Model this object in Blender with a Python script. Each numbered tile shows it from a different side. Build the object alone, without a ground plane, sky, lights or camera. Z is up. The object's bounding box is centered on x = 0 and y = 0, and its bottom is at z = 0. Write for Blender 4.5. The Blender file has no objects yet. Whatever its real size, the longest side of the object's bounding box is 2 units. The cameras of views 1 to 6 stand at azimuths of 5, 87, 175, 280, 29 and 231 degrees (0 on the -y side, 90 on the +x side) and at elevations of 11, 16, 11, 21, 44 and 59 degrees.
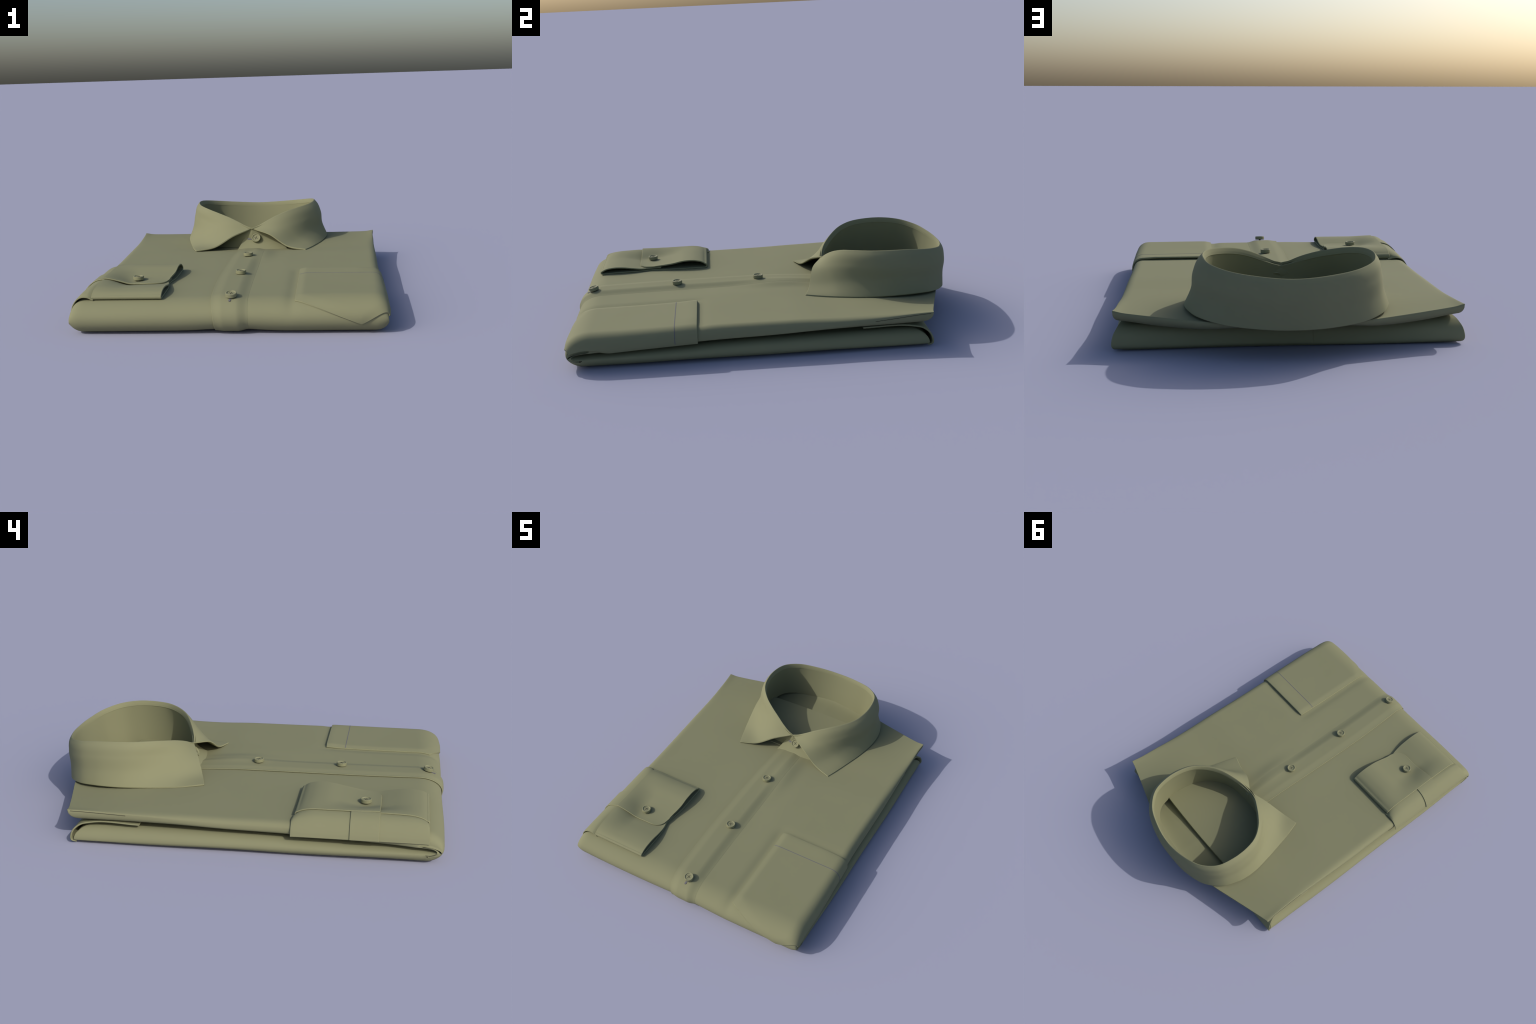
"""A neatly folded button-up shirt: two stacked tiers of cloth joined by a rounded
front fold, a standing collar, a buttoned placket, a chest pocket and one sleeve
end with its cuff laid over the front."""
import bpy, math
import numpy as np

# ------------------------------------------------------------------ helpers
def spline(xs, ys, x):
    """smooth (monotone-ish Catmull-Rom) interpolation through control points"""
    xs = np.asarray(xs, float); ys = np.asarray(ys, float)
    x = np.clip(np.asarray(x, float), xs[0], xs[-1])
    m = np.gradient(ys, xs, axis=0) if ys.ndim == 1 else np.stack(
        [np.gradient(ys[:, k], xs) for k in range(ys.shape[1])], 1)
    i = np.clip(np.searchsorted(xs, x, side='right') - 1, 0, len(xs) - 2)
    h = xs[i + 1] - xs[i]
    t = (x - xs[i]) / h
    if ys.ndim == 2:
        h = h[..., None]; t = t[..., None]
    h00 = 2*t**3 - 3*t**2 + 1; h10 = t**3 - 2*t**2 + t
    h01 = -2*t**3 + 3*t**2;    h11 = t**3 - t**2
    return h00*ys[i] + h10*h*m[i] + h01*ys[i+1] + h11*h*m[i+1]

def smooth(a, b, x):
    t = np.clip((np.asarray(x, float) - a) / (b - a), 0, 1)
    return t*t*(3 - 2*t)

def roll(d, r, p=2.0):
    """quarter-round falloff: 1 on the edge (d = 0), 0 from distance r inward"""
    t = np.clip(1 - np.asarray(d, float) / r, 0, 1)
    return 1 - np.clip(1 - t**p, 0, 1)**(1/p)

def dense_ends(n, k=0.9):
    a = np.linspace(-1, 1, n)
    return (1-k)*a + k*np.sin(a*math.pi/2)

def grid_normals(P):
    du = np.gradient(P, axis=0); dv = np.gradient(P, axis=1)
    n = np.cross(du, dv)
    return n / np.maximum(np.linalg.norm(n, axis=2, keepdims=True), 1e-12)

def new_object(name, verts, faces, mat, parent, angle=40):
    me = bpy.data.meshes.new(name)
    me.from_pydata([tuple(v) for v in verts], [], [tuple(int(i) for i in f) for f in faces])
    me.polygons.foreach_set("use_smooth", [True]*len(me.polygons))
    if angle:
        me.set_sharp_from_angle(angle=math.radians(angle))
    me.materials.append(mat)
    me.update()
    ob = bpy.data.objects.new(name, me)
    bpy.context.scene.collection.objects.link(ob)
    ob.parent = parent
    return ob

def quads(m, n, base=0, flip=False):
    i, j = np.meshgrid(np.arange(m-1), np.arange(n-1), indexing='ij')
    a = base + i*n + j
    q = np.stack([a, a+n, a+n+1, a+1], -1).reshape(-1, 4)
    return q[:, ::-1] if flip else q

def cloth(name, P, thick, mat, parent, angle=40, flip=False, keep=None):
    """a grid of points turned into a closed sheet of cloth with a rounded rim"""
    m, n, _ = P.shape
    N = grid_normals(P) * (-1 if flip else 1)
    # outward direction on the rim, used to round the cut edge
    top = P.reshape(-1, 3); bot = (P - N*thick).reshape(-1, 3)
    ring = [(i, 0) for i in range(m)] + [(m-1, j) for j in range(1, n)] + \
           [(i, n-1) for i in range(m-2, -1, -1)] + [(0, j) for j in range(n-2, 0, -1)]
    mid = []
    for (i, j) in ring:
        p = P[i, j]; q = P[min(max(i, 1), m-2), min(max(j, 1), n-2)]
        o = p - q; o = o - N[i, j]*np.dot(o, N[i, j]); L = np.linalg.norm(o)
        o = o/L if L > 1e-9 else o*0
        mid.append(p - N[i, j]*thick*0.5 + o*thick*0.35)
    verts = np.concatenate([top, bot, np.array(mid)])
    f = [tuple(q) for q in quads(m, n, 0, flip)] + [tuple(q) for q in quads(m, n, m*n, not flip)]
    R = len(ring)
    for k in range(R):
        a = ring[k]; b = ring[(k+1) % R]
        ia = a[0]*n + a[1]; ib = b[0]*n + b[1]; ma = 2*m*n + k; mb = 2*m*n + (k+1) % R
        q1 = (ia, ib, mb, ma); q2 = (ma, mb, ib + m*n, ia + m*n)
        if flip:
            q1 = q1[::-1]; q2 = q2[::-1]
        f += [q1, q2]
    return new_object(name, verts, f, mat, parent, angle)

# ---------------------------------------------------------------- materials
def fabric(name, col, rough=0.9, var=0.008):
    m = bpy.data.materials.new(name); m.use_nodes = True
    nt = m.node_tree; b = nt.nodes["Principled BSDF"]
    b.inputs["Roughness"].default_value = rough
    b.inputs["Specular IOR Level"].default_value = 0.25
    tc = nt.nodes.new("ShaderNodeTexCoord")
    no = nt.nodes.new("ShaderNodeTexNoise")
    no.inputs["Scale"].default_value = 5.0; no.inputs["Detail"].default_value = 3
    nt.links.new(tc.outputs["Object"], no.inputs["Vector"])
    cr = nt.nodes.new("ShaderNodeValToRGB")
    c = np.array(col)
    cr.color_ramp.elements[0].position = 0.35
    cr.color_ramp.elements[1].position = 0.65
    cr.color_ramp.elements[0].color = (*(c*(1-var)), 1)
    cr.color_ramp.elements[1].color = (*(c*(1+var)), 1)
    nt.links.new(no.outputs["Fac"], cr.inputs["Fac"])
    nt.links.new(cr.outputs["Color"], b.inputs["Base Color"])
    # fine weave, only as bump
    w = nt.nodes.new("ShaderNodeTexNoise"); w.inputs["Scale"].default_value = 260
    nt.links.new(tc.outputs["Object"], w.inputs["Vector"])
    bp = nt.nodes.new("ShaderNodeBump"); bp.inputs["Strength"].default_value = 0.03
    bp.inputs["Distance"].default_value = 0.002
    nt.links.new(w.outputs["Fac"], bp.inputs["Height"])
    nt.links.new(bp.outputs["Normal"], b.inputs["Normal"])
    return m

OLIVE = (0.203, 0.207, 0.119)
cloth_mat = fabric("olive_cotton", OLIVE)
button_mat = fabric("olive_button_resin", OLIVE, rough=0.6, var=0.01)
thread_mat = fabric("grey_violet_thread", (0.125, 0.125, 0.140), var=0.02)
dark_mat = fabric("dark_olive_thread", (0.035, 0.035, 0.024), var=0.02)

# --------------------------------------------------------------- root object
shirt = bpy.data.objects.new("folded_shirt", None)
bpy.context.scene.collection.objects.link(shirt)
shirt["label"] = "neatly folded olive green button-up shirt with standing collar"
shirt["category"] = "shirt"

# ================================================================ BODY SHAPE
YC = -0.865          # where the upper tier turns into the front fold
YB = -0.905          # where the fold ends under the lower tier
YF = -0.989          # foremost line of the fold
RPHI = 0.085         # arc length per radian used to unroll the fold

def half_width(y, side=-1.0):
    """half width of the upper tier: pulled in along the sides, full at the corners"""
    y = np.asarray(y, float)
    w = spline([-1, -.9, -.72, -.35, .3, .6, .72, .80], [.741, .741, .732, .725, .724, .726, .732, .740], y)
    mid = smooth(-.9, -.7, y)*smooth(.75, .55, y)
    return w + 0.0015*np.sin(9*y + .6)*mid + .007*mid*smooth(-.2, .2, side)

def half_width_low(y):
    y = np.asarray(y, float)
    w = spline([-1, -.9, -.5, 0, .5, .80], [.741, .741, .746, .747, .746, .740], y)
    return w + 0.0015*np.sin(8*y)*smooth(-.9, -.7, y)*smooth(.75, .6, y)

def back_edge(x):
    return spline([0, .2, .32, .45, .6, .70, .80], [.924, .916, .897, .860, .816, .789, .770], np.abs(x))

def back_edge_z(x):
    return 0.140 + 0.028*(np.abs(x)/0.74)**2 + .006*np.exp(-((np.abs(x) - .745)/.035)**2)

def side_edge_z(y, side=-1.0):
    left = spline([-1, -.9, -.8, -.35, .1, .35, .52, .78], [.08, .086, .100, .120, .130, .147, .157, .173], y)
    right = spline([-1, -.9, -.8, -.35, .1, .35, .52, .78], [.077, .082, .089, .107, .116, .132, .148, .173], y)
    w = smooth(-.2, .2, side)
    return left + (right - left)*w

def under_z(x, y):
    s = spline([-1, -.8, -.35, 0, .2, .54, .80], [.073, .079, .096, .104, .111, .114, .120], y)
    sag = spline([0, .2, .36, .55, .74, .8], [-.006, .004, .020, .017, 0, 0], np.abs(x))
    return s - sag*smooth(.45, .8, y)

def top_flat(x, y):
    z = spline([-1.0, -.9, -.7, -.3, .1, 1.0], [.157, .158, .159, .160, .160, .166], y)
    z = z - 0.017*np.exp(-((x/.40)**2 + ((y-.42)/.24)**2))
    z = z + 0.006*smooth(.05, .25, x)*smooth(-.7, -.2, y)*smooth(.35, .1, y)
    z = z + 0.015*np.exp(-((x-.085)/.055)**2 - ((y-.09)/.17)**2)
    z = z - 0.003*smooth(-.1, -.3, x)*smooth(.25, .0, y)
    z = z - 0.005*np.exp(-((x - .300)/.028)**2)*smooth(-.30, -.40, y)
    z = z - 0.003*np.exp(-((y + .335)/.025)**2)*smooth(.26, .36, x)
    d = back_edge(x) - y
    return z + (back_edge_z(x) - z)*smooth(.36, 0.0, d)

def top_z(x, y):
    W = half_width(y, x)
    r = spline([-1, -.6, 0, .5, .8], [.075, .060, .050, .048, .04], y)
    t = top_flat(x, y)
    return t - (t - side_edge_z(y, x))*roll(W - np.abs(x), r, 2.5)

def lower_edge_z(y):
    return spline([-1, -.9, -.5, .3, .76, .8], [.046, .046, .040, .032, .020, .020], y)

def bottom_z(x, y):
    W = half_width_low(y)
    z0 = 0.0025 + 0.0025*np.sin(9*y + 3*x)*np.sin(4*x + 1)
    z0 = z0 + 0.014*np.exp(-((x - .02)/.16)**2)*smooth(-.7, -.95, y)
    return z0 + (lower_edge_z(y) - z0)*roll(W - np.abs(x), .06)

LOWER_BACK = 0.762
def lower_top_z(x, y):
    W = half_width_low(y)
    z0 = spline([-1, -.8, .2, .8], [.062, .066, .082, .080], y)
    f = np.maximum(roll(W - np.abs(x), .075), roll(LOWER_BACK - y, .085))
    return z0 + (lower_edge_z(y) - z0)*f

def outer(x, yp):
    """outer skin: yp > YC lies on the top tier, yp < YC runs round the front fold"""
    x, yp = np.broadcast_arrays(np.asarray(x, float), np.asarray(yp, float))
    y = np.maximum(yp, YC)
    zt = top_z(x, y)
    phi = np.clip((YC - yp)/RPHI, 0, math.pi)
    zb = bottom_z(x, np.full_like(x, YB))
    W = half_width(y, x)
    zz = np.where(phi > 0, (zt + zb)/2 + (zt - zb)/2*np.cos(phi), zt)
    bulge = 1 + 0.04*np.sin(5*x + .5)*np.sin(3*x)
    yc = YC + (YB - YC)*phi/math.pi
    yy = np.where(phi > 0, yc + (YF - yc)*bulge*np.sin(phi)*(1 - .05*np.cos(phi))*(1 - .12*roll(W - np.abs(x), .05)), y)
    return np.stack([x, yy, zz], -1)

def outer_off(x, yp, off):
    """point on the outer skin lifted by off along its normal"""
    e = 1e-3
    x, yp, off = np.broadcast_arrays(*[np.asarray(v, float) for v in (x, yp, off)])
    lim = half_width(np.maximum(yp, YC), x) - 2*e
    xs = np.clip(x, -lim, lim)
    du = outer(xs + e, yp) - outer(xs - e, yp)
    dv = outer(xs, yp + e) - outer(xs, yp - e)
    n = np.cross(du, dv); n /= np.linalg.norm(n, axis=-1, keepdims=True)
    return outer(x, yp) + n*off[..., None]

# --------------------------------------------------------------- collar curves
# right half of the fold line of the collar, from the front V to the back middle
FOLD = np.array([(0, .335, .272), (.036, .341, .285), (.076, .353, .305), (.14, .382, .333),
                 (.205, .418, .354), (.275, .474, .371), (.334, .555, .382), (.358, .645, .386),
                 (.359, .745, .385), (.335, .838, .375), (.264, .914, .360), (.140, .962, .345), (0, .980, .337)])
HEM = np.array([(.322, .211, .165), (.340, .265, .163), (.357, .320, .161), (.378, .385, .161), (.405, .468, .162),
                (.428, .555, .166), (.440, .625, .169), (.442, .690, .171), (.430, .765, .170),
                (.390, .855, .163), (.298, .930, .149), (.155, .972, .136), (0, .982, .130)])
SEAM = np.array([(0, .350, .150), (.036, .351, .150), (.076, .353, .150), (.14, .360, .150), (.22, .388, .149),
                 (.295, .446, .148), (.345, .524, .148), (.370, .620, .146), (.372, .730, .138),
                 (.345, .826, .134), (.268, .890, .128), (.140, .918, .125), (0, .927, .124)])
def both_sides(H):
    L = H[:-1].copy(); L[:, 0] *= -1
    C = np.concatenate([L, H[::-1]])
    C[:, 0] += 0.004
    return C
foldC = both_sides(FOLD); hemC = both_sides(HEM); seamC = both_sides(SEAM)
# the two sides are not quite alike: the right front stands higher, the left leaf hangs closer
_f = np.exp(-((np.abs(foldC[:, 0]) - .20)/.10)**2)*(foldC[:, 1] < .6)
_r = foldC[:, 0] > 0
foldC[:, 2] += _f*np.where(_r, .006, -.004)
foldC[:, 1] += _f*np.where(_r, -.002, .008)
_l = (hemC[:, 0] < 0)*smooth(.30, .55, hemC[:, 1])
hemC[:, 0] += .013*_l*smooth(.95, .80, hemC[:, 1])
hemC[:, 1] -= .008*_l*smooth(.2, .35, -hemC[:, 0])*smooth(.75, .85, hemC[:, 1])
S = np.concatenate([[0], np.cumsum(np.linalg.norm(np.diff(foldC, axis=0), axis=1))]); S /= S[-1]

def inside_ring(x, y, shrink=0.0):
    ring = spline(S, seamC, np.linspace(0, 1, 160))[:, :2]
    c = ring.mean(0); ring = c + (ring - c)*(1 - shrink)
    x = np.asarray(x); y = np.asarray(y); res = np.zeros(x.shape, bool)
    for a, b in zip(ring, np.roll(ring, -1, 0)):
        cond = (a[1] > y) != (b[1] > y)
        xc = (b[0]-a[0])*(y - a[1])/((b[1]-a[1]) + 1e-12) + a[0]
        res ^= cond & (x < xc)
    return res

# ================================================================= BODY MESH
def build_body():
    nx, ny, na = 221, 171, 25
    gx = dense_ends(nx)
    hb = np.linspace(0, 1, ny); hb = .15*hb + .85*np.sin(hb*math.pi/2)
    X0 = gx[None, :]*np.ones((ny, 1))
    # upper tier plan grid
    x = gx[None, :]*0.741*np.ones((ny, 1))
    for _ in range(4):
        y = YC + (back_edge(x) - YC)*hb[:, None]
        x = gx[None, :]*half_width(y, gx[None, :])
    zt = top_z(x, y)
    W = half_width(y, x)
    fs = roll(W - np.abs(x), .034, 2.7); fb = roll(back_edge(x) - y, .085, 2.3)
    B = under_z(x, y); zb_edge = top_z(x, back_edge(x))
    edge = (fs*side_edge_z(y, x) + fb*zb_edge + 1e-9*B)/(fs + fb + 1e-9)
    zu = B + (edge - B)*np.maximum(fs, fb)
    zu = np.minimum(zu, zt)
    zu[:, 0] = zt[:, 0]; zu[:, -1] = zt[:, -1]; zu[-1] = zt[-1]
    top = np.stack([x, y, zt], -1); under = np.stack([x, y, zu], -1)
    # lower tier
    x2 = gx[None, :]*0.741*np.ones((ny, 1))
    y2 = YB + (LOWER_BACK - YB)*hb[:, None]*np.ones((1, nx))
    x2 = gx[None, :]*half_width_low(y2)
    bot = np.stack([x2, y2, bottom_z(x2, y2)], -1)
    low = np.stack([x2, y2, lower_top_z(x2, y2)], -1)
    bot[-1, :, 2] = low[-1, :, 2]; bot[:, 0, 2] = low[:, 0, 2]; bot[:, -1, 2] = low[:, -1, 2]
    # fold, outside and inside
    ph = np.linspace(0, math.pi, na)[:, None]
    xo = np.broadcast_to(x[0], (na, nx))
    arc = outer(xo, YC - ph*RPHI*np.ones((1, nx)))
    arc[0] = top[0]; arc[-1] = bot[0]; arc[:, :, 0] = xo + (bot[0, :, 0] - xo)*(ph/math.pi)
    zu0, zl0 = under[0, :, 2], low[0, :, 2]
    arci = np.stack([xo, YC + (YB - YC)*ph/math.pi - .070*np.sin(ph)*np.ones((1, nx)),
                     (zu0 + zl0)/2 + (zu0 - zl0)/2*np.cos(ph)], -1)
    verts, faces, tag, index = [], [], [], {}
    def vid(p):
        k = (round(p[0], 6), round(p[1], 6), round(p[2], 6))
        if k not in index:
            index[k] = len(verts); verts.append(p)
        return index[k]
    def add(P, part, flip, drop=None):
        m, n, _ = P.shape
        ids = np.array([[vid(P[i, j]) for j in range(n)] for i in range(m)])
        for i in range(m-1):
            for j in range(n-1):
                if drop is not None and drop[i, j]:
                    continue
                q = [ids[i, j], ids[i+1, j], ids[i+1, j+1], ids[i, j+1]]
                if flip: q = q[::-1]
                q2 = []
                for v in q:
                    if v not in q2: q2.append(v)
                if len(q2) >= 3:
                    faces.append(q2); tag.append(part)
    cx = (x[:-1, :-1] + x[1:, 1:])/2; cy = (y[:-1, :-1] + y[1:, 1:])/2
    add(top, 0, True, inside_ring(cx, cy))
    add(under, 0, False)
    add(arc, 0, False)
    add(arci, 0, True)
    add(bot, 1, False)
    add(low, 1, True)
    # end walls of the fold
    for col, fl in ((0, False), (-1, True)):
        add(np.stack([arc[:, col], arci[:, col]], 1), 0, fl)
    return np.array(verts), faces, tag

def make_body():
    V, F, T = build_body()
    me = bpy.data.meshes.new("whole"); me.from_pydata(V.tolist(), [], F)
    me.polygons.foreach_set("use_smooth", [True]*len(F)); me.update()
    vn = np.zeros(len(V)*3); me.vertices.foreach_get("normal", vn); vn = vn.reshape(-1, 3)
    for part, name in ((0, "front_panel"), (1, "back_panel")):
        fs = [f for f, t in zip(F, T) if t == part]
        used = sorted({v for f in fs for v in f}); mp = {v: i for i, v in enumerate(used)}
        ob = new_object(name, V[used], [[mp[v] for v in f] for f in fs], cloth_mat, shirt, angle=None)
        ob.data.normals_split_custom_set_from_vertices([tuple(vn[v]) for v in used])
    bpy.data.meshes.remove(me)
make_body()

# -------------------------------------------------- back hem folded over the rear
def hem_flap(x0, x1, lift, name):
    prof_s = np.array([0, .05, .10, .15, .22, .46])
    prof_y = np.array([.752, .771, .762, .734, .680, .440])
    prof_z = np.array([.006, .022, .062, .088, .099, .101])
    prof_w = np.array([.730, .744, .738, .724, .712, .712])
    s = np.linspace(0, .46, 60); u = np.linspace(0, 1, 60)
    y = spline(prof_s, prof_y, s); z = spline(prof_s, prof_z, s); w = spline(prof_s, prof_w, s)
    X = np.clip(x0 + (x1 - x0)*u[None, :], -10, 10)*w[:, None]/0.74
    z2 = z[:, None] - .004*(X/.74)**2*smooth(.03, .1, z)[:, None] + .002*np.sin(6*X + 9*y[:, None])
    P = np.stack([X, y[:, None] + lift + 0*X, np.maximum(z2, .0085) + lift], -1)
    cloth(name, P, .007, cloth_mat, shirt, flip=True)
hem_flap(-.74, -.072, 0.0, "hem")
hem_flap(-.090, .74, 0.003, "hem")

# ------------------------------------- sheet seen through the neck opening
def inner_floor():
    x = np.linspace(-.42, .42, 40); y = np.linspace(.33, .742, 40)
    X, Y = np.meshgrid(x, y, indexing='ij')
    Z = .149 - .004*(X/.5)**2 + .002*np.sin(4*X + 5*Y)
    P = np.stack([X, Y + .010*np.cos(X*4)*smooth(.5, .74, Y), Z], -1)
    cloth("lining", P, .010, cloth_mat, shirt)
inner_floor()

# ===================================================================== PLACKET
def placket():
    yp = np.concatenate([np.linspace(.31, YC, 120), np.linspace(YC, YC - RPHI*2.75, 40)[1:]])
    xl = spline([-1.2, -1.0, -.93, -.7, -.2, .27, .35], [-.058, -.060, -.070, -.084, -.086, -.074, -.072], yp)
    xr = spline([-1.2, -1.0, -.93, -.7, -.2, .27, .35], [.098, .099, .097, .092, .088, .084, .08], yp)
    u = np.linspace(0, 1, 41)
    X = xl[:, None] + (xr - xl)[:, None]*u[None, :]
    h = .0065 + .0055*smooth(0, .30, u)
    h = h*smooth(1.02, .66, u) + .0003
    H = h[None, :]*(0.75 + .25*smooth(.3, .0, yp))[:, None]
    P = outer_off(X, yp[:, None], H)
    cloth("button_placket", P, .005, cloth_mat, shirt, flip=False)
placket()

# ====================================================================== POCKET
PX0 = .317
def pocket_low(x):
    W = .741
    left, tip, right = -.909, YC - RPHI*1.95, YC - RPHI*1.10
    t = np.where(x < .618, left + (tip - left)*smooth(-.15, 1.0, (x - PX0)/(.618 - PX0))*1.0,
                 tip + (right - tip)*np.clip((x - .618)/(W - .618), 0, 1))
    lin = left + (tip - left)*np.clip((x - PX0)/(.618 - PX0), 0, 1)
    return np.where(x < .618, lin, t)

def pocket():
    a = np.linspace(0, 1, 90); gx = .25*a + .75*np.sin(a*math.pi/2)
    t = np.linspace(0, 1, 130)
    yt = -.357
    n = len(a)
    X = np.zeros((len(t), n)); Y = np.zeros_like(X)
    for _ in range(3):
        W = half_width(np.maximum(Y, YC), 1.0) - 5e-4
        X = PX0 + (W - PX0)*gx[None, :]
        lo = pocket_low(X)
        Y = yt + (lo - yt)*t[:, None]
    mouth = smooth(-.47, yt, Y)*smooth(PX0 - .06, PX0 + .05, X)*smooth(.73, .60, X)
    puff = .0070 + .0035*smooth(0, .035, X - PX0)*smooth(0, .05, Y - lo)
    P = outer_off(X, Y, puff + .005*mouth)
    # last rows hang a little below the edge of the tier
    ext = []
    for k, (dx, dz) in enumerate(((.001, -.010), (-.001, -.020), (-.004, -.026))):
        e = P[:, -1].copy(); fade = smooth(YC - .02, YC + .1, Y[:, -1])
        e[:, 0] += dx; e[:, 2] += dz*fade - .001*(k+1)
        ext.append(e)
    P = np.concatenate([P, np.stack(ext, 1)], 1)
    cloth("chest_pocket", P, .0095, cloth_mat, shirt)
    # hem seam across the pocket mouth
    ys = np.array([-.4612, -.4644])
    gx2 = .25*a + .75*np.sin(a*math.pi/2)
    W = half_width(-.463, 1.0) - 5e-4
    xx = PX0 + .002 + (W - PX0 - .002)*gx2
    Q = outer_off(xx[None, :], ys[:, None], np.broadcast_to(.0077 + .0035*smooth(0, .035, xx - PX0)[None, :], (2, n)))
    ext = []
    for dx, dz in ((.001, -.010), (-.001, -.020)):
        e = Q[:, -1].copy(); e[:, 0] += dx; e[:, 2] += dz; ext.append(e)
    Q = np.concatenate([Q, np.stack(ext, 1)], 1)
    cloth("pocket_seam", Q, .001, thread_mat, bpy.data.objects["chest_pocket"])
pocket()

# ====================================================================== COLLAR
def collar():
    s = np.linspace(0, 1, 260)
    F = spline(S, foldC, s); H = spline(S, hemC, s); G = spline(S, seamC, s)
    # horizontal outward direction of the ring
    T = np.gradient(F, axis=0); O = np.stack([T[:, 1], -T[:, 0], 0*T[:, 0]], -1)
    O /= np.linalg.norm(O, axis=1, keepdims=True)
    c = np.array([.004, .65, 0])
    if np.mean(np.sum(O*(F - c), 1)) < 0: O = -O
    d0 = np.minimum(s, 1 - s)                     # distance from the front V
    back = np.exp(-((s - .5)/.13)**2)
    near = np.exp(-(d0/.10)**2)
    side = np.where(s < .5, -1.0, 1.0)
    bl1 = (np.where(s < .5, .008, .016)*(1 - back) + .020*back)*(1 - near); bl2 = (-.002 + .012*back)*(1 - near)
    R1 = F + (H - F)/3 + O*bl1[:, None]
    R2 = F + (H - F)*2/3 + O*bl2[:, None]
    # the front edge of each wing swings out and down in an S
    R1 += near[:, None]*np.stack([-side*.000, np.where(s < .5, -.006, -.020), np.where(s < .5, .000, .010)], -1)
    R2 += near[:, None]*np.stack([-side*.000, 0*s - .010, 0*s - .020], -1)
    up = np.array([0, 0, 1.0])
    fade = smooth(0.0, .06, d0)[:, None]
    rows, keys = [], []
    ts = np.array([0, 1/3, 2/3, 1])
    lip = F - O*.0105*fade - up*(.004 + .022*fade)
    lip2 = F - O*.0065*fade - up*(.002 + .009*fade)
    crown = F + O*.000 + up*.0005
    ctrl = np.stack([lip, lip2, crown, F + (R1 - F)*.16 + O*.006*fade, R1, R2, H], 0)
    tk = np.array([-.14, -.06, 0, .06, .333, .667, 1.0])
    tt = np.concatenate([np.linspace(-.14, .06, 17), np.linspace(.06, 1, 50)[1:]])
    P = spline(tk, ctrl.reshape(len(tk), -1), tt).reshape(len(tt), len(s), 3)
    cloth("collar", P, .009, cloth_mat, shirt, flip=True)
    # ----- stand: upright band inside the collar, left end lapped over the right
    top = F - O*.0005*fade - up*(.012 + .010*fade)
    v = np.linspace(0, 1, 30)
    b = .006*np.sin(v*math.pi)
    Pn = G[None]*(1 - v)[:, None, None] + top[None]*v[:, None, None] + O[None]*b[:, None, None]
    Pn[0, :, 2] -= .008*smooth(.95, .7, Pn[0, :, 1])
    cloth("collar_stand", Pn, .009, cloth_mat, shirt)
    # lapped front end of the stand, carrying the top button
    u = np.linspace(-.085, .215, 40)
    pz = np.array([.139, .150, .172, .205, .240, .270]); py = np.array([.280, .294, .322, .343, .346, .338])
    zt = .272 - .55*np.abs(u - .0) * 0.5
    Pf = np.zeros((30, len(u), 3))
    for j, uj in enumerate(u):
        top = .270 if uj > -.03 else .270 - (-.03 - uj)*1.1
        z = .139 + (top - .139)*v
        Pf[:, j, 0] = uj*(1 - .42*v) + .010*v
        Pf[:, j, 1] = spline(pz, py, z) + .55*uj*uj
        Pf[:, j, 2] = z
    cloth("collar_stand_lap", Pf, .006, cloth_mat, shirt)
collar()

# ===================================================================== BUTTONS
def button_mesh():
    R = .0265
    prof = [(0.0, .0135), (.013, .0135), (.0185, .0138), (.0197, .0150), (.0205, .0172), (.0225, .0180),
            (.0252, .0178), (R, .0165), (R, .0012), (.0256, 0.0), (.012, 0.0), (0.0, 0.0)]
    n = 40
    verts, faces = [], []
    verts.append((0, 0, prof[0][1]))
    for r, z in prof[1:-1]:
        for k in range(n):
            a = 2*math.pi*k/n
            verts.append((r*math.cos(a), r*math.sin(a), z))
    verts.append((0, 0, prof[-1][1])); last = len(verts) - 1
    m = len(prof) - 2
    for k in range(n):
        faces.append((0, 1 + k, 1 + (k+1) % n))
        for i in range(m-1):
            a = 1 + i*n + k; b = 1 + i*n + (k+1) % n
            faces.append((a, a + n, b + n, b))
        a = 1 + (m-1)*n
        faces.append((a + k, last, a + (k+1) % n))
    me = bpy.data.meshes.new("button")
    me.from_pydata(verts, [], faces)
    me.polygons.foreach_set("use_smooth", [True]*len(faces))
    me.set_sharp_from_angle(angle=math.radians(28)); me.materials.append(button_mat)
    return me

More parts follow.
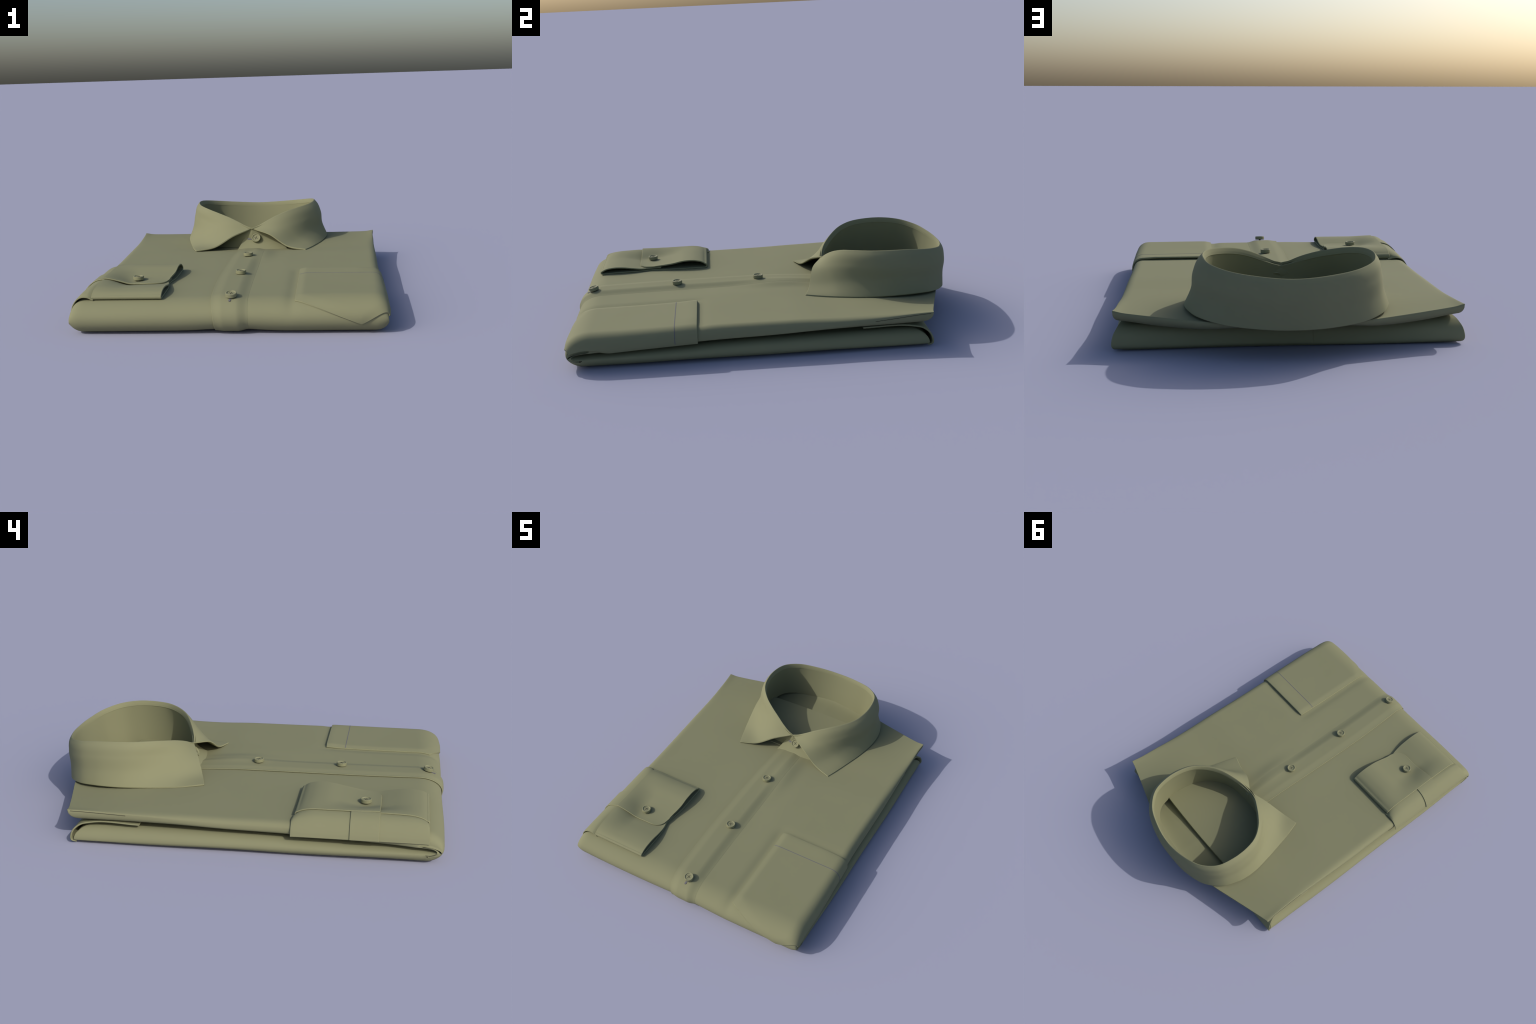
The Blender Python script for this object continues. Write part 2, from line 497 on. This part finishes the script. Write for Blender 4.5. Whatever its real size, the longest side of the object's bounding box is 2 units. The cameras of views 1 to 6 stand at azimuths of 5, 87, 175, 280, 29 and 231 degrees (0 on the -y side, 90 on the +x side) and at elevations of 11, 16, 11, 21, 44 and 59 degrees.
def stitch_mesh():
    """four sewing holes joined by a cross of thread, plus the shank below"""
    verts, faces = [], []
    def tube(p, q, r, n=8):
        p = np.array(p, float); q = np.array(q, float); d = q - p; d /= np.linalg.norm(d)
        a = np.cross(d, [0, 0, 1.0]); a = a/np.linalg.norm(a) if np.linalg.norm(a) > 1e-6 else np.array([1., 0, 0])
        b = np.cross(d, a); s0 = len(verts)
        for c in (p, q):
            for k in range(n):
                t = 2*math.pi*k/n
                verts.append(tuple(c + r*(a*math.cos(t) + b*math.sin(t))))
        for k in range(n):
            faces.append((s0 + k, s0 + (k+1) % n, s0 + n + (k+1) % n, s0 + n + k))
        faces.append(tuple(s0 + k for k in range(n))[::-1]); faces.append(tuple(s0 + n + k for k in range(n)))
    h = .0062
    for sx in (-1, 1):
        for sy in (-1, 1):
            tube((sx*h, sy*h, .0125), (sx*h, sy*h, .0140), .0019)
    tube((-h, -h, .0139), (h, h, .0139), .0009)
    tube((-h, h, .0140), (h, -h, .0140), .0009)
    tube((0, 0, -.004), (0, 0, .002), .006)
    me = bpy.data.meshes.new("button_thread"); me.from_pydata(verts, [], faces)
    me.polygons.foreach_set("use_smooth", [True]*len(faces))
    me.set_sharp_from_angle(angle=math.radians(40)); me.materials.append(dark_mat)
    return me

from mathutils import Vector, Matrix
BM, SM = button_mesh(), stitch_mesh()
def place_button(top, normal, spin):
    """top: centre of the button's upper rim"""
    n = Vector(normal).normalized()
    q = n.to_track_quat('Z', 'Y').to_matrix().to_4x4() @ Matrix.Rotation(spin, 4, 'Z')
    ob = bpy.data.objects.new("button", BM)
    bpy.context.scene.collection.objects.link(ob); ob.parent = shirt
    ob.matrix_local = Matrix.Translation(Vector(top) - n*.018) @ q
    st = bpy.data.objects.new("button_thread", SM)
    bpy.context.scene.collection.objects.link(st); st.parent = ob
place_button((.020, -.922, .187), (0, -.22, 1), .5)
place_button((.019, -.465, .193), (.03, -.02, 1), .3)
place_button((.013, -.020, .1955), (.0, .02, 1), .5)
place_button((-.479, -.621, .202), (0.02, 0, 1), .4)
place_button((.027, .323, .217), (.0, -.85, .52), .3)

# buttonholes peeping out from under two buttons
def buttonhole(c, along, normal, name="buttonhole"):
    c = Vector(c); a = Vector(along).normalized(); n = Vector(normal).normalized(); b = n.cross(a)
    vs, fs = [], []
    k = 24
    for z in (0.0, .0016):
        for i in range(k):
            t = 2*math.pi*i/k
            ex = .011 if math.cos(t) > 0 else -.011
            p = c + a*(ex + .005*math.cos(t)) + b*(.005*math.sin(t)) + n*z
            vs.append(tuple(p))
    fs.append(tuple(range(k))[::-1]); fs.append(tuple(range(k, 2*k)))
    for i in range(k):
        fs.append((i, (i+1) % k, k + (i+1) % k, k + i))
    new_object(name, vs, fs, thread_mat, shirt)
buttonhole(tuple(outer_off(.016, -.917, .0118)), (-.1, -1, -.25), (0, -.3, 1))
buttonhole((-.010, .3375, .206), (1, 0, -.05), (0, -.86, .5))

# ============================================================ CUFF AND SLEEVE
CUFF_X0, CUFF_X1 = -.311, -.640
def cuff_top(x, y):
    """height of the upper layer of the flattened cuff"""
    mouth = spline([-.95, -.912, -.895, -.86, -.80, -.74, -.68, -.60, -.51, -.426, -.36, -.325, -.308, -.28],
                   [.166, .166, .176, .184, .185, .177, .168, .170, .184, .199, .196, .185, .173, .173], y)
    full = .160 + .037*(1 - roll(y + .912, .10))*(1 - roll(-.300 - y, .10)) - .004*smooth(-.7, -.9, y)
    w = smooth(-.50, -.64, x)
    return mouth + (full - mouth)*w - .005*np.exp(-((x + .52)/.07)**2 - ((y + .66)/.1)**2)

def cuff():
    # a spiral strip: flap edge -> back -> underside -> front -> under the flap
    yb, yf, flap_y, tuck_y = -.313, -.906, -.692, -.57
    nx = 60
    x = np.linspace(CUFF_X0, CUFF_X1, nx)
    cols = []
    for xi in x:
        u = (xi - CUFF_X0)/(CUFF_X1 - CUFF_X0)
        # rounded corner of the flap next to the opening
        d = abs(xi - CUFF_X0); rc = .085
        fy = flap_y + (rc - math.sqrt(max(rc*rc - max(rc - d, 0)**2, 0)))
        dx_mouth = -.018*math.exp(-d/.05)   # edge of the mouth is not straight
        y1 = np.linspace(fy, yb, 46)
        L1 = cuff_top(xi, y1) + .003
        L1 = L1 + .003*smooth(fy + .14, fy, y1)
        L1 = L1 + .006*smooth(fy + .10, fy, y1)*math.exp(-((xi + .545)/.05)**2)
        ph = np.linspace(0, math.pi, 9)[1:-1]
        zt, zb = L1[-1], .164
        yA = yb + .009*np.sin(ph); zA = (zt + zb)/2 + (zt - zb)/2*np.cos(ph)
        y2 = np.linspace(yb, yf, 40)
        L2 = .1635 - .003*smooth(-.75, -.93, y2) + 0*y2
        y3 = np.linspace(yf, tuck_y, 36)
        L3 = cuff_top(xi, y3) - .004*smooth(fy - .03, fy + .04, y3)
        yB = yf - .007*np.sin(ph); zB = (L2[-1] + L3[0])/2 + (L2[-1] - L3[0])/2*np.cos(ph)
        yy = np.concatenate([y1, yA, y2, yB, y3]); zz = np.concatenate([L1, zA, L2, zB, L3])
        wav = .016*np.exp(-((yy + .61)/.07)**2)*math.exp(-d/.06)
        cols.append(np.stack([xi - wav, yy, zz], -1))
    P = np.stack(cols, 0)
    cloth("cuff", P, .007, cloth_mat, shirt, flip=False)
cuff()

def sleeve_surface(y, lift=0.0):
    """profile of the sleeve running over the side of the shirt, for each y"""
    hi = np.array([(-.634, .197), (-.662, .1955), (-.692, .183), (-.720, .157), (-.737, .130), (-.745, .106)])
    lo = np.array([(-.634, .160), (-.662, .167), (-.692, .168), (-.716, .156), (-.734, .132), (-.744, .104)])
    k = np.linspace(0, 1, 6); v = np.linspace(0, 1, 40)
    e = np.maximum(roll(y + .916, .11), roll(-.292 - y, .11))
    Hh = spline(k, hi, v); Ll = spline(k, lo, v)
    P = Hh[None]*(1 - e)[:, None, None] + Ll[None]*e[:, None, None]
    # starts flush with the cuff
    P[..., 1] += ((cuff_top(-.634, y) + .0008 + .0020*smooth(-.70, -.685, y)) - P[:, 0, 1])[:, None]*smooth(.22, 0, v)[None, :]
    T = np.gradient(P, axis=1); N = np.stack([-T[..., 1], T[..., 0]], -1)
    N /= np.linalg.norm(N, axis=-1, keepdims=True); N *= np.sign(N[..., 1:2] + 1e-9)
    lf = np.broadcast_to(np.asarray(lift), v.shape)
    s = P - np.abs(lf)[None, :, None]*0
    off = np.where(N[..., 0:1] > 0, -N, N)
    P = P + off*lf[None, :, None]
    return np.concatenate([P[..., :1], np.broadcast_to(y[:, None, None], P.shape[:2] + (1,)), P[..., 1:]], -1)

def sleeve():
    t = np.linspace(-1, 1, 90); t = .3*t + .7*np.sin(t*math.pi/2)
    y = -.604 + .314*t
    P = sleeve_surface(y)
    P[..., 1] += .006*smooth(-.66, -.74, P[..., 0])*np.sign(P[..., 1] + .604)*0
    cloth("sleeve", P, .006, cloth_mat, shirt)
    y2 = np.linspace(-.693, -.562, 24)
    P2 = sleeve_surface(y2, .006)
    cloth("sleeve_placket", P2, .006, cloth_mat, shirt)
sleeve()

# ------------------------------------------ thin dark lines along the side edges at the back corners
def corner_dark_line(side):
    y = np.linspace(.50, .768, 60)
    W = half_width(y, side)
    z = side_edge_z(y, side) - .006
    n = 8; vs, fs = [], []
    for i in range(len(y)):
        for k in range(n):
            a = 2*math.pi*k/n
            vs.append((side*(W[i] - .0002 + .0012*math.cos(a)), y[i], z[i] + .0012*math.sin(a)))
    for i in range(len(y)-1):
        for k in range(n):
            fs.append((i*n + k, i*n + (k+1) % n, (i+1)*n + (k+1) % n, (i+1)*n + k))
    fs.append(tuple(range(n))[::-1]); fs.append(tuple((len(y)-1)*n + k for k in range(n)))
    new_object("dark_edge_cord", vs, fs, dark_mat, shirt)
corner_dark_line(1); corner_dark_line(-1)
